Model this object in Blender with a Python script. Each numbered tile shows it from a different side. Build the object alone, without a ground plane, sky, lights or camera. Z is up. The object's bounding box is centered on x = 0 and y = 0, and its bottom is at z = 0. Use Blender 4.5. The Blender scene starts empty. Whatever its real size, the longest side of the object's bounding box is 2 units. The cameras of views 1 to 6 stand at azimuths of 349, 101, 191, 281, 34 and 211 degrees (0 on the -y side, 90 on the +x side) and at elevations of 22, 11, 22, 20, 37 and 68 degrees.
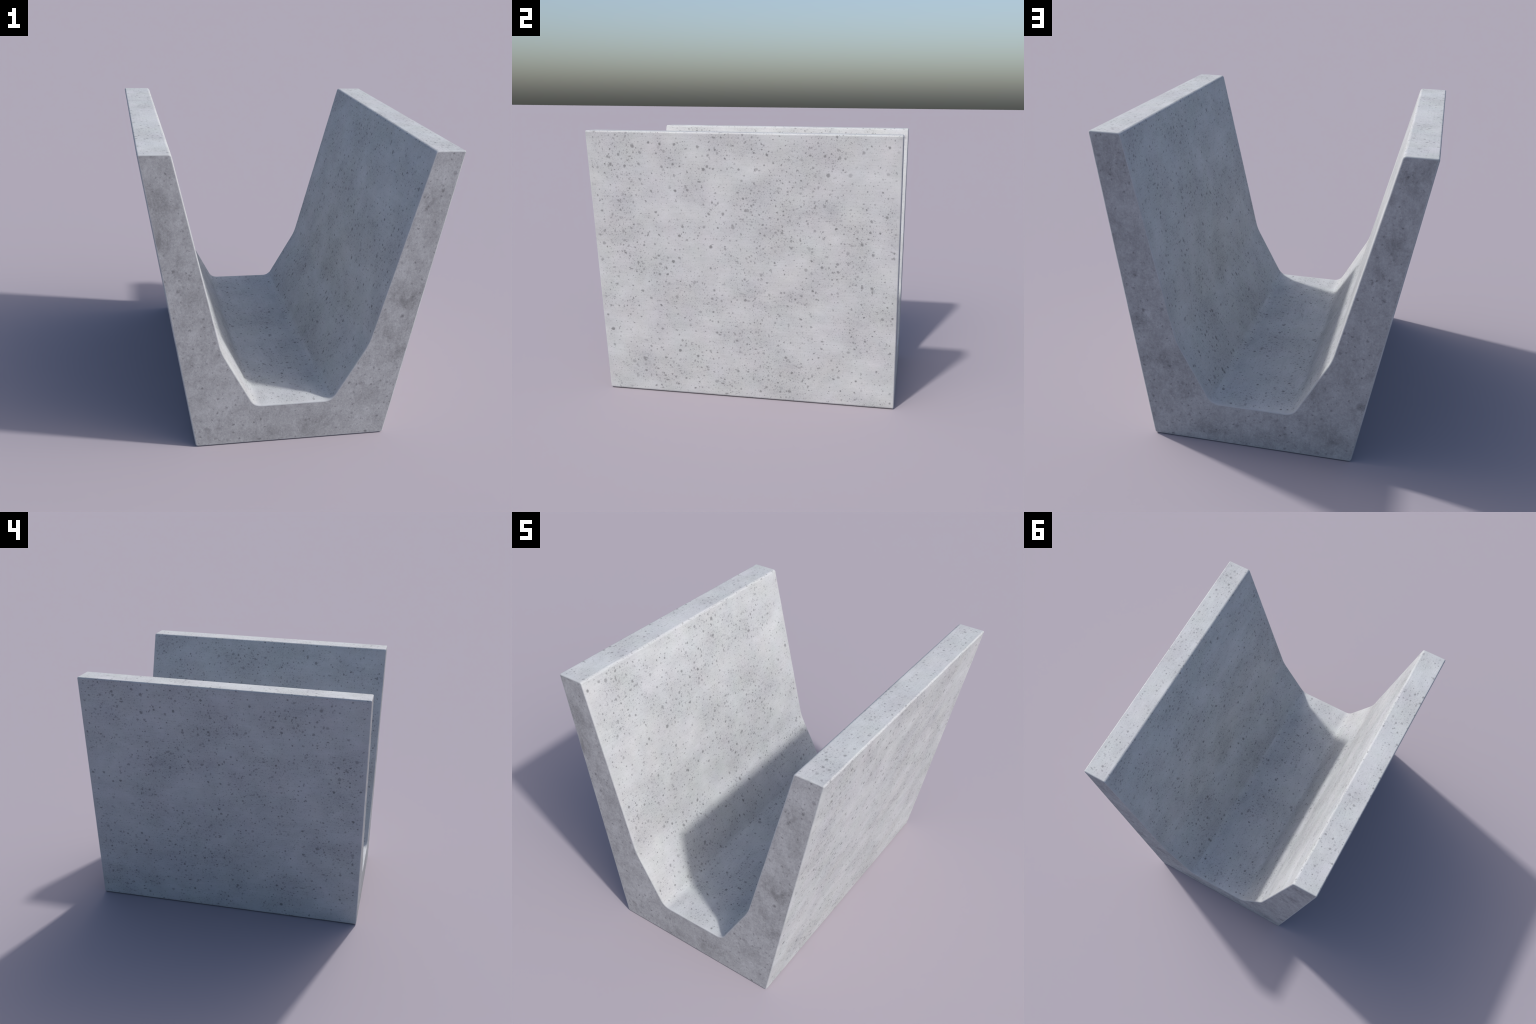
"""Precast concrete channel: a V-shaped trough, one cross-section run along y."""
import bpy, math, random
from mathutils import Vector, noise

random.seed(7)

# ------------------------------------------------------------------ sizes (metres)
HALF_LENGTH = 1.0        # along y
HEIGHT      = 1.828
BASE_HALF   = 0.5955     # outer half width on the ground
TOP_OUTER   = 0.9165     # outer half width at the rim
TOP_INNER   = 0.7365     # inner half width at the rim
KINK        = (0.4480, 0.6400)   # where the inner wall flattens out
FLOOR       = (0.2400, 0.2610)  # inner corner of the floor (before rounding)
R_RIM_OUT, R_RIM_IN, R_KINK, R_FLOOR, R_FOOT = 0.010, 0.020, 0.36, 0.075, 0.018
END_BEVEL   = 0.0085
ROWS        = 96         # divisions along the length

# ------------------------------------------------------------------ profile helpers
def V2(x, z): return Vector((x, z))

def fillet(a, b, c, r, n):
    """Arc of radius r rounding the corner b of a-b-c: list of (point, tangent)."""
    d1, d2 = (b - a).normalized(), (c - b).normalized()
    turn = d1.angle_signed(d2)              # >0 = clockwise in mathutils
    t = r * math.tan(abs(turn) / 2)
    start = b - d1 * t
    out = []
    for i in range(n + 1):
        f = i / n
        ang = -turn * f
        # integrate the tangent along the arc
        half = -turn * f / 2
        chord = 2 * r * math.sin(abs(turn) * f / 2)
        dirn = rot(d1, half)
        out.append((start + dirn * chord, rot(d1, ang)))
    return out

def rot(v, a):
    c, s = math.cos(a), math.sin(a)
    return V2(v.x * c - v.y * s, v.x * s + v.y * c)

def line(p, q, n, ease=False):
    d = (q - p).normalized()
    return [(p.lerp(q, i / n), d) for i in range(n + 1)]

def chain(parts):
    pts = []
    for part in parts:
        pts += part if not pts else part[1:]
    return pts

def half_chain(corners, radii, counts):
    """Polyline with rounded corners; counts alternate line, arc, line, arc, ... line."""
    arcs = [fillet(corners[i], corners[i + 1], corners[i + 2], radii[i], counts[2 * i + 1])
            for i in range(len(radii))]
    parts, start = [], corners[0]
    for i, arc in enumerate(arcs):
        parts.append(line(start, arc[0][0], counts[2 * i]))
        parts.append(arc)
        start = arc[-1][0]
    parts.append(line(start, corners[-1], counts[-1]))
    return chain(parts)

def mirror(half):
    """Left half -> whole chain, left rim to right rim."""
    right = [(V2(-p.x, p.y), V2(t.x, -t.y)) for p, t in reversed(half[:-1])]
    return half + right

mid_rim = V2(-(TOP_OUTER + TOP_INNER) / 2, HEIGHT)
outer = mirror(half_chain(
    [mid_rim, V2(-TOP_OUTER, HEIGHT), V2(-BASE_HALF, 0), V2(0, 0)],
    [R_RIM_OUT, R_FOOT], [5, 8, 84, 12, 26]))
inner = mirror(half_chain(
    [mid_rim, V2(-TOP_INNER, HEIGHT), V2(-KINK[0], KINK[1]), V2(-FLOOR[0], FLOOR[1]), V2(0, FLOOR[1])],
    [R_RIM_IN, R_KINK, R_FLOOR], [5, 8, 54, 14, 16, 12, 26]))
N = len(outer)
assert len(inner) == N
SPLIT = 5 + 8 + 84                     # chain index where wall meets base slab

# closed ring: outer chain left->right, then inner chain right->left
def outward(t, sign): return V2(-t.y, t.x) * sign
ring = [(p, outward(t, -1)) for p, t in outer]
ring += [(p, outward(t, 1)) for p, t in reversed(inner[1:-1])]
M = len(ring)

def edge_weight(p):
    """1 at the rim edges and feet, where concrete chips."""
    best = 1e9
    for q in ((TOP_OUTER, HEIGHT), (TOP_INNER, HEIGHT), (BASE_HALF, 0.0)):
        best = min(best, (V2(abs(p.x), p.y) - V2(*q)).length)
    return math.exp(-(best / 0.014) ** 2)

weights = [edge_weight(p) for p, _ in ring]

def wear(x, y, z):
    n = noise.noise(Vector((x * 9, y * 9, z * 9)) + Vector((3.1, 7.7, 1.3)))
    m = noise.noise(Vector((x * 38, y * 38, z * 38)) + Vector((9.1, 2.7, 5.3)))
    return max(0.0, 0.35 * n + 0.9 * m * abs(m) - 0.02)

verts, normals = [], []
def add_ring(y, inset, ny):
    base = len(verts)
    nxy = math.sqrt(max(0, 1 - ny * ny))
    at_end = 1.0 if 0.2 < abs(ny) < 0.98 else 0.0
    for (p, n), w in zip(ring, weights):
        q = p - n * inset
        k = max(w, at_end * 0.8)
        cut = 0.0022 * k * wear(p.x, y, p.y) if k > 0.02 else 0.0
        q = q - n * cut * nxy
        yy = y - cut * ny
        verts.append((q.x, yy, max(q.y, 0.0)))
        normals.append(Vector((n.x * nxy, ny, n.y * nxy)).normalized())
    return base

BEV = 4
rings = []
def section_rings():
    for i in range(BEV + 1):                     # front rounding, cap edge first
        a = math.pi / 2 * (1 - i / BEV)
        yield -HALF_LENGTH + END_BEVEL * (1 - math.sin(a)), END_BEVEL * (1 - math.cos(a)), -math.sin(a)
    for r in range(1, ROWS):
        yield (-HALF_LENGTH + END_BEVEL) + (2 * (HALF_LENGTH - END_BEVEL)) * r / ROWS, 0.0, 0.0
    for i in range(BEV + 1):
        a = math.pi / 2 * i / BEV
        yield HALF_LENGTH - END_BEVEL * (1 - math.sin(a)), END_BEVEL * (1 - math.cos(a)), math.sin(a)

# the rim-end ring of small outer arcs is inset more than its radius: keep the inset below it
for y, inset, ny in section_rings():
    rings.append(add_ring(y, min(inset, R_RIM_OUT * 0.98) if inset else 0.0, ny))

def region(c0):
    """Part a chain step belongs to: left wall, base slab, right wall."""
    return 0 if c0 < SPLIT else (1 if c0 < N - 1 - SPLIT else 2)

def ring_to_chain(i):
    return i if i < N else (M - i)              # inner points come back

faces = []                                       # (indices, part, material)
for a, b in zip(rings[:-1], rings[1:]):
    for i in range(M):
        j = (i + 1) % M
        c = min(ring_to_chain(i), ring_to_chain(j)) if not (i == 0 or j == 0) else 0
        if i >= N - 1:
            c = min(ring_to_chain(i), ring_to_chain(j)) if i >= N else N - 2
            if j == 0: c = 0
        faces.append(((a + i, b + i, b + j, a + j), region(c), 0))

def inner_index(c):
    return c if c in (0, N - 1) else M - c
for base, flip in ((rings[0], False), (rings[-1], True)):
    for c in range(N - 1):
        quad = [c, c + 1, inner_index(c + 1), inner_index(c)]
        quad = [q for k, q in enumerate(quad) if q not in quad[:k]]
        idx = tuple(base + q for q in quad)
        faces.append((idx if not flip else idx[::-1], region(c), 1))

# ------------------------------------------------------------------ materials
class Nodes:
    def __init__(self, name):
        self.mat = bpy.data.materials.new(name)
        self.mat.use_nodes = True
        self.t = self.mat.node_tree
        self.t.nodes.clear()
        self.coord = self.t.nodes.new("ShaderNodeTexCoord").outputs["Object"]
    def link(self, a, b):
        if hasattr(a, "links"): self.t.links.new(a, b)
        else: b.default_value = a
    def math(self, op, a, b=0.0, c=0.0, clamp=False):
        n = self.t.nodes.new("ShaderNodeMath"); n.operation = op; n.use_clamp = clamp
        for k, v in enumerate((a, b, c)): self.link(v, n.inputs[k])
        return n.outputs[0]
    def mapping(self, scale=(1, 1, 1), loc=(0, 0, 0), src=None):
        n = self.t.nodes.new("ShaderNodeMapping")
        n.inputs["Scale"].default_value = scale; n.inputs["Location"].default_value = loc
        self.link(src or self.coord, n.inputs["Vector"])
        return n.outputs[0]
    def noise(self, scale, detail=4, rough=0.55, vec=None, dist=0.0, color=False):
        n = self.t.nodes.new("ShaderNodeTexNoise")
        n.inputs["Scale"].default_value = scale; n.inputs["Detail"].default_value = detail
        n.inputs["Roughness"].default_value = rough; n.inputs["Distortion"].default_value = dist
        self.link(vec or self.coord, n.inputs["Vector"])
        return n.outputs["Color" if color else "Fac"]
    def range(self, v, a, b, c=0.0, d=1.0, smooth=True):
        n = self.t.nodes.new("ShaderNodeMapRange")
        n.interpolation_type = "SMOOTHSTEP" if smooth else "LINEAR"
        for k, x in zip(("Value", "From Min", "From Max", "To Min", "To Max"), (v, a, b, c, d)):
            self.link(x, n.inputs[k])
        return n.outputs[0]
    def mix(self, f, a, b, blend="MIX"):
        n = self.t.nodes.new("ShaderNodeMix"); n.data_type = "RGBA"; n.blend_type = blend
        self.link(f, n.inputs[0])
        for k, v in ((6, a), (7, b)):
            self.link((*v, 1) if isinstance(v, tuple) else v, n.inputs[k])
        return n.outputs[2]
    def vmath(self, op, a, b):
        n = self.t.nodes.new("ShaderNodeVectorMath"); n.operation = op
        for k, v in enumerate((a, b)): self.link(v, n.inputs[k])
        return n.outputs[0]
    def warped(self, amount, scale, base=None):
        c = self.noise(scale, 2, 0.5, color=True)
        c = self.vmath("SUBTRACT", c, (0.5, 0.5, 0.5))
        c = self.vmath("MULTIPLY", c, (amount,) * 3)
        return self.vmath("ADD", base or self.coord, c)
    def surface_uv(self, end=False, offset=True):
        """Flat coordinates on each face: (y, z) on walls, (y, x) on floor and rims, (x, z) on ends."""
        s = self.t.nodes.new("ShaderNodeSeparateXYZ"); self.link(self.coord, s.inputs[0])
        c = self.t.nodes.new("ShaderNodeCombineXYZ")
        if end:
            self.link(s.outputs[0], c.inputs[0]); self.link(s.outputs[2], c.inputs[1])
            self.link(self.math("MULTIPLY", s.outputs[1], 3.7), c.inputs[2])
            return c.outputs[0]
        g = self.t.nodes.new("ShaderNodeNewGeometry")
        n = self.t.nodes.new("ShaderNodeSeparateXYZ"); self.link(g.outputs["Normal"], n.inputs[0])
        flat = self.math("GREATER_THAN", self.math("ABSOLUTE", n.outputs[2]), 0.75)
        side = self.math("SIGN", n.outputs[0])           # the two faces of a wall differ
        left = self.math("SIGN", s.outputs[0])
        off = self.math("MULTIPLY_ADD", side, 3.3, self.math("MULTIPLY", left, 7.9))
        across = self.math("ADD", s.outputs[2], off) if offset else s.outputs[2]
        across = self.math("ADD", self.math("MULTIPLY", flat, s.outputs[0]),
                           self.math("MULTIPLY", self.math("SUBTRACT", 1.0, flat), across))
        self.link(s.outputs[1], c.inputs[0]); self.link(across, c.inputs[1])
        return c.outputs[0]
    def pits(self, vec, scale, r, keep, loc, density=None, soft=0.45, shallow=0.4):
        """Round-ish pores: a chosen share of 2D Voronoi cells, each with its own radius and depth."""
        v = self.t.nodes.new("ShaderNodeTexVoronoi"); v.voronoi_dimensions = "2D"
        v.inputs["Scale"].default_value = scale; v.inputs["Randomness"].default_value = 1.0
        self.link(self.mapping(loc=loc, src=vec), v.inputs["Vector"])
        sep = self.t.nodes.new("ShaderNodeSeparateColor")
        self.link(v.outputs["Color"], sep.inputs[0])
        rad = self.range(sep.outputs[0], 0, 1, 0.6 * r * scale, 1.15 * r * scale, smooth=False)
        inner = self.math("MULTIPLY", rad, soft)
        disc = self.range(v.outputs["Distance"], inner, rad, 1.0, 0.0)
        thr = keep if density is None else self.math("MULTIPLY", density, keep)
        on = self.math("LESS_THAN", sep.outputs[1], thr)
        depth = self.range(sep.outputs[2], 0, 1, shallow, 1.0, smooth=False)
        return self.math("MULTIPLY", self.math("MULTIPLY", disc, on), depth)
    def stains(self, vec, spots):
        """Soft-edged stains at given places: (centre u, centre v, half width, half height, strength)."""
        total = 0.0
        for u, v, ru, rv, k in spots:
            q = self.mapping((1 / ru, 1 / rv, 0), (-u / ru, -v / rv, 0), vec)
            n = self.t.nodes.new("ShaderNodeVectorMath"); n.operation = "LENGTH"
            self.link(q, n.inputs[0])
            total = self.math("ADD", total, self.range(n.outputs["Value"], 0.25, 1.0, k, 0.0))
        return total
    def where(self, axis, sign):
        s = self.t.nodes.new("ShaderNodeSeparateXYZ"); self.link(self.coord, s.inputs[0])
        return self.math("GREATER_THAN", self.math("MULTIPLY", s.outputs[axis], sign), 0.0)
    def finish(self, color, height, strength, dist, rough):
        bump = self.t.nodes.new("ShaderNodeBump")
        bump.inputs["Strength"].default_value = strength; bump.inputs["Distance"].default_value = dist
        self.link(height, bump.inputs["Height"])
        p = self.t.nodes.new("ShaderNodeBsdfPrincipled")
        self.link(color, p.inputs["Base Color"])
        self.link(rough, p.inputs["Roughness"])
        p.inputs["Specular IOR Level"].default_value = 0.25
        self.link(bump.outputs[0], p.inputs["Normal"])
        o = self.t.nodes.new("ShaderNodeOutputMaterial")
        self.link(p.outputs[0], o.inputs[0])
        return self.mat

LIGHT, DARK = (0.490, 0.511, 0.535), (0.296, 0.311, 0.328)

# stains read off the object: (along y, height z, half width, half height, darkness)
RIGHT_STAINS = [(0.46, 1.36, 0.26, 0.10, 0.75), (0.28, 1.70, 0.34, 0.10, 0.45), (0.06, 0.72, 0.22, 0.17, 0.6),
                (-0.08, 0.41, 0.26, 0.13, 0.5), (-0.78, 1.40, 0.14, 0.07, 0.6), (-0.85, 1.58, 0.16, 0.10, 0.4),
                (0.32, 0.25, 0.26, 0.13, 0.55), (0.72, 1.21, 0.15, 0.16, 0.45), (0.50, 0.55, 0.20, 0.14, 0.4),
                (0.20, 0.76, 0.11, 0.10, -0.7), (-0.49, 1.42, 0.22, 0.20, -0.4), (-0.58, 0.62, 0.22, 0.22, -0.35),
                (0.86, 0.65, 0.14, 0.20, -0.5), (0.86, 1.25, 0.10, 0.25, -0.4)]
LEFT_STAINS = [(0.16, 1.23, 0.22, 0.10, 0.5), (-0.04, 0.93, 0.26, 0.10, 0.5), (-0.80, 1.48, 0.20, 0.20, 0.5),
               (0.15, 0.56, 0.26, 0.10, 0.4), (0.08, 1.62, 0.22, 0.10, 0.5), (0.45, 1.25, 0.16, 0.09, 0.4),
               (0.78, 1.52, 0.16, 0.08, 0.5), (-0.35, 1.1, 0.22, 0.20, -0.4), (0.62, 0.95, 0.2, 0.15, -0.3)]
# on the ends: (x, height z, ...)
FRONT_STAINS = [(0.66, 0.92, 0.14, 0.10, 0.95), (0.60, 0.60, 0.16, 0.13, 0.8), (0.46, 0.36, 0.10, 0.08, 0.5),
                (-0.81, 1.58, 0.09, 0.08, 0.5), (-0.71, 1.54, 0.035, 0.03, 1.0), (-0.80, 1.36, 0.10, 0.10, 0.6),
                (-0.68, 1.10, 0.09, 0.09, 0.35), (-0.52, 0.11, 0.03, 0.03, 1.0), (0.14, 0.14, 0.20, 0.07, 0.3),
                (0.70, 1.50, 0.10, 0.06, 0.5), (0.72, 1.68, 0.08, 0.07, -0.5), (-0.40, 0.32, 0.16, 0.12, -0.3)]
BACK_STAINS = [(-0.74, 1.35, 0.09, 0.07, 0.8), (-0.67, 1.17, 0.06, 0.05, 0.6), (-0.47, 0.15, 0.06, 0.07, 0.8),
               (-0.63, 0.38, 0.04, 0.035, 1.6), (0.67, 1.03, 0.12, 0.045, 0.8), (0.64, 0.76, 0.09, 0.10, 0.7),
               (0.53, 0.49, 0.12, 0.10, 0.5), (0.43, 0.29, 0.10, 0.08, 0.4), (0.22, 0.08, 0.20, 0.05, 0.5),
               (-0.79, 1.72, 0.10, 0.09, 0.5), (0.80, 1.66, 0.10, 0.10, 0.45)]

def cast_face():
    """Formwork side: pale, cloudy, brushed along the length and peppered with air pores."""
    m = Nodes("cast_concrete")
    uv = m.surface_uv()
    rough_uv = m.warped(0.10, 7, m.warped(0.03, 40, m.mapping(loc=(0, 0, 0), src=m.surface_uv(offset=False))))
    right = m.where(0, 1.0)
    marks = m.math("ADD", m.math("MULTIPLY", m.stains(rough_uv, RIGHT_STAINS), right),
                   m.math("MULTIPLY", m.stains(rough_uv, LEFT_STAINS), m.math("SUBTRACT", 1.0, right)))
    crowd = m.noise(3.4, 5, 0.62, vec=m.mapping((0.9, 1.05, 1), (5, 5, 5), uv), dist=0.3)
    patchy = m.noise(16, 6, 0.7, vec=m.mapping((0.8, 1.1, 1), (3, 8, 1), uv))
    marks = m.math("MULTIPLY", marks, m.range(patchy, 0.36, 0.62, 0.15, 1.6, smooth=False))
    crowd = m.math("MULTIPLY_ADD", marks, 0.15, crowd)
    cloud = m.noise(6.0, 7, 0.66, vec=m.mapping((0.85, 1.15, 1), (4, 1, 7), uv), dist=0.25)
    brush = m.noise(1.0, 4, 0.65, vec=m.mapping((6, 95, 1), (1, 2, 0), uv))
    fine = m.noise(120, 3, 0.65, vec=uv)
    tone = m.math("MULTIPLY", crowd, -0.46)
    smear = m.noise(1.0, 5, 0.7, vec=m.mapping((6, 14, 1), (9, 2, 0), uv), dist=0.6)
    tone = m.math("MULTIPLY_ADD", cloud, 0.24, tone)
    tone = m.math("MULTIPLY_ADD", smear, 0.12, tone)
    tone = m.math("MULTIPLY_ADD", brush, 0.15, tone)
    tone = m.math("MULTIPLY_ADD", fine, 0.18, tone)
    tone = m.range(tone, -0.095, 0.315, smooth=False)
    col = m.mix(tone, DARK, LIGHT)
    tint = m.noise(6, 2, 0.5, vec=m.mapping(loc=(2, 9, 4)), color=True)
    col = m.mix(0.03, col, m.mix(1.0, col, m.mix(1.0, tint, (2.0, 2.0, 2.0), "MULTIPLY"), "MULTIPLY"))
    thick = m.range(crowd, 0.39, 0.65, 0.30, 1.0)
    w = m.warped(0.0125, 60, m.warped(0.008, 150, uv))
    dash = m.mapping((0.8, 1.5, 1), (0, 0, 0), m.warped(0.02, 45, uv))
    upright = m.mapping((1.6, 0.8, 1), (4, 4, 0), m.warped(0.02, 45, uv))
    layers = [(m.pits(w, 8, 0.0148, 0.46, (0.3, 0.1, 0), thick, 0.45), 0.88),
              (m.pits(w, 13.5, 0.0114, 0.78, (1.3, 2.1, 0), thick, 0.4), 0.9),
              (m.pits(w, 26, 0.0075, 0.88, (3.3, 0.4, 0), thick, 0.3), 0.9),
              (m.pits(w, 50, 0.0044, 0.85, (5.1, 1.4, 0), thick, 0.25), 0.75),
              (m.pits(w, 95, 0.0027, 0.80, (2.1, 7.4, 0), thick, 0.2), 0.65),
              (m.pits(dash, 9, 0.0135, 0.40, (6.1, 3.4, 0), thick, 0.3, 0.2), 0.8),
              (m.pits(upright, 11, 0.0120, 0.40, (1.1, 8.4, 0), thick, 0.3, 0.2), 0.8)]
    smudge = m.range(m.noise(60, 4, 0.65, vec=m.mapping((0.8, 1.2, 1), (8, 3, 0), uv)), 0.55, 0.75)
    dark = m.math("MULTIPLY", m.math("MULTIPLY", smudge, thick), 0.30)
    for layer, k in layers:
        dark = m.math("MAXIMUM", dark, m.math("MULTIPLY", layer, k))
    sep = m.t.nodes.new("ShaderNodeSeparateXYZ"); m.link(m.coord, sep.inputs[0])
    trowelled = m.range(m.math("ABSOLUTE", sep.outputs[1]), 0.972, 0.990, 1.0, 0.12)   # clean arrises
    rim = m.range(sep.outputs[2], HEIGHT - 0.006, HEIGHT - 0.002, 1.0, 0.84)
    dark = m.math("MULTIPLY", m.math("MULTIPLY", dark, trowelled), rim)
    col = m.mix(m.math("MULTIPLY", dark, 0.84), col, (0.10, 0.104, 0.112))
    return m.finish(col, fine, 0.15, 0.004, 0.82)

def end_face():
    """Screeded ends: blotchy, with soft stains, scuffs and only a few small pores."""
    m = Nodes("end_concrete")
    uv = m.surface_uv(True)
    front = m.where(1, -1.0)
    rough_uv = m.warped(0.07, 12, m.warped(0.05, 40, uv))
    marks = m.math("ADD", m.math("MULTIPLY", m.stains(rough_uv, FRONT_STAINS), front),
                   m.math("MULTIPLY", m.stains(rough_uv, BACK_STAINS), m.math("SUBTRACT", 1.0, front)))
    stain = m.noise(3.4, 5, 0.6, vec=m.mapping((1, 0.8, 1), (6.4, 3, 2), uv))
    blot = m.noise(12, 6, 0.70, vec=m.mapping((1, 0.8, 1), (7, 1, 3), uv), dist=0.4)
    fine = m.noise(95, 4, 0.7, vec=uv)
    marks = m.math("MULTIPLY", marks, m.range(blot, 0.34, 0.66, 1.9, 0.0, smooth=False))
    drip = m.noise(1.0, 4, 0.6, vec=m.mapping((40, 8, 1), (0, 0, 0), uv))
    tone = m.math("MULTIPLY", stain, 0.30)
    tone = m.math("MULTIPLY_ADD", blot, 0.50, tone)
    tone = m.math("MULTIPLY_ADD", fine, 0.32, tone)
    tone = m.math("MULTIPLY_ADD", drip, 0.12, tone)
    scuff = m.noise(42, 5, 0.75, vec=m.mapping((1, 0.6, 1), (2, 6, 1), uv), dist=1.2)
    tone = m.math("MULTIPLY_ADD", scuff, 0.34, tone)
    tone = m.math("MULTIPLY_ADD", marks, -0.09, tone)
    tone = m.range(tone, 0.585, 0.945, smooth=False)
    col = m.mix(tone, (0.217, 0.221, 0.231), (0.430, 0.440, 0.458))
    w = m.warped(0.024, 48, m.warped(0.012, 120, uv))
    thick = m.range(m.math("MULTIPLY_ADD", marks, 0.12, stain), 0.38, 0.62, 0.4, 1.0)
    layers = [(m.pits(w, 9, 0.0160, 0.50, (0.8, 4.1, 0), thick, 0.1), 0.9),
              (m.pits(w, 20, 0.0095, 0.8, (2.3, 2.1, 0), thick, 0.15), 0.8),
              (m.pits(w, 45, 0.0046, 0.7, (7.3, 2.1, 0), thick, 0.1), 0.5)]
    dark = 0.0
    for layer, k in layers:
        dark = m.math("MAXIMUM", dark, m.math("MULTIPLY", layer, k))
    col = m.mix(m.math("MULTIPLY", dark, 0.8), col, (0.11, 0.11, 0.12))
    return m.finish(col, m.math("ADD", fine, scuff), 0.2, 0.004, 0.85)

mats = [cast_face(), end_face()]

# ------------------------------------------------------------------ objects
channel = bpy.data.objects.new("concrete_channel", None)
channel.empty_display_size = 0.3
channel["label"] = "pale grey pitted concrete trough with two flaring slab walls"
channel["category"] = "concrete channel"
bpy.context.collection.objects.link(channel)

def build_part(name, part):
    mine = [f for f in faces if f[1] == part]
    remap = {}
    co, nn = [], []
    polys = []
    for idx, _, _ in mine:
        poly = []
        for v in idx:
            if v not in remap:
                remap[v] = len(co); co.append(verts[v]); nn.append(normals[v])
            poly.append(remap[v])
        polys.append(poly)
    me = bpy.data.meshes.new(name)
    me.from_pydata(co, [], polys)
    for p, f in zip(me.polygons, mine):
        p.material_index = f[2]; p.use_smooth = True
    for mt in mats: me.materials.append(mt)
    me.update()
    me.normals_split_custom_set_from_vertices(nn)
    ob = bpy.data.objects.new(name, me)
    ob.parent = channel
    bpy.context.collection.objects.link(ob)
    return ob

build_part("side_wall", 0)
build_part("base_slab", 1)
build_part("side_wall", 2)
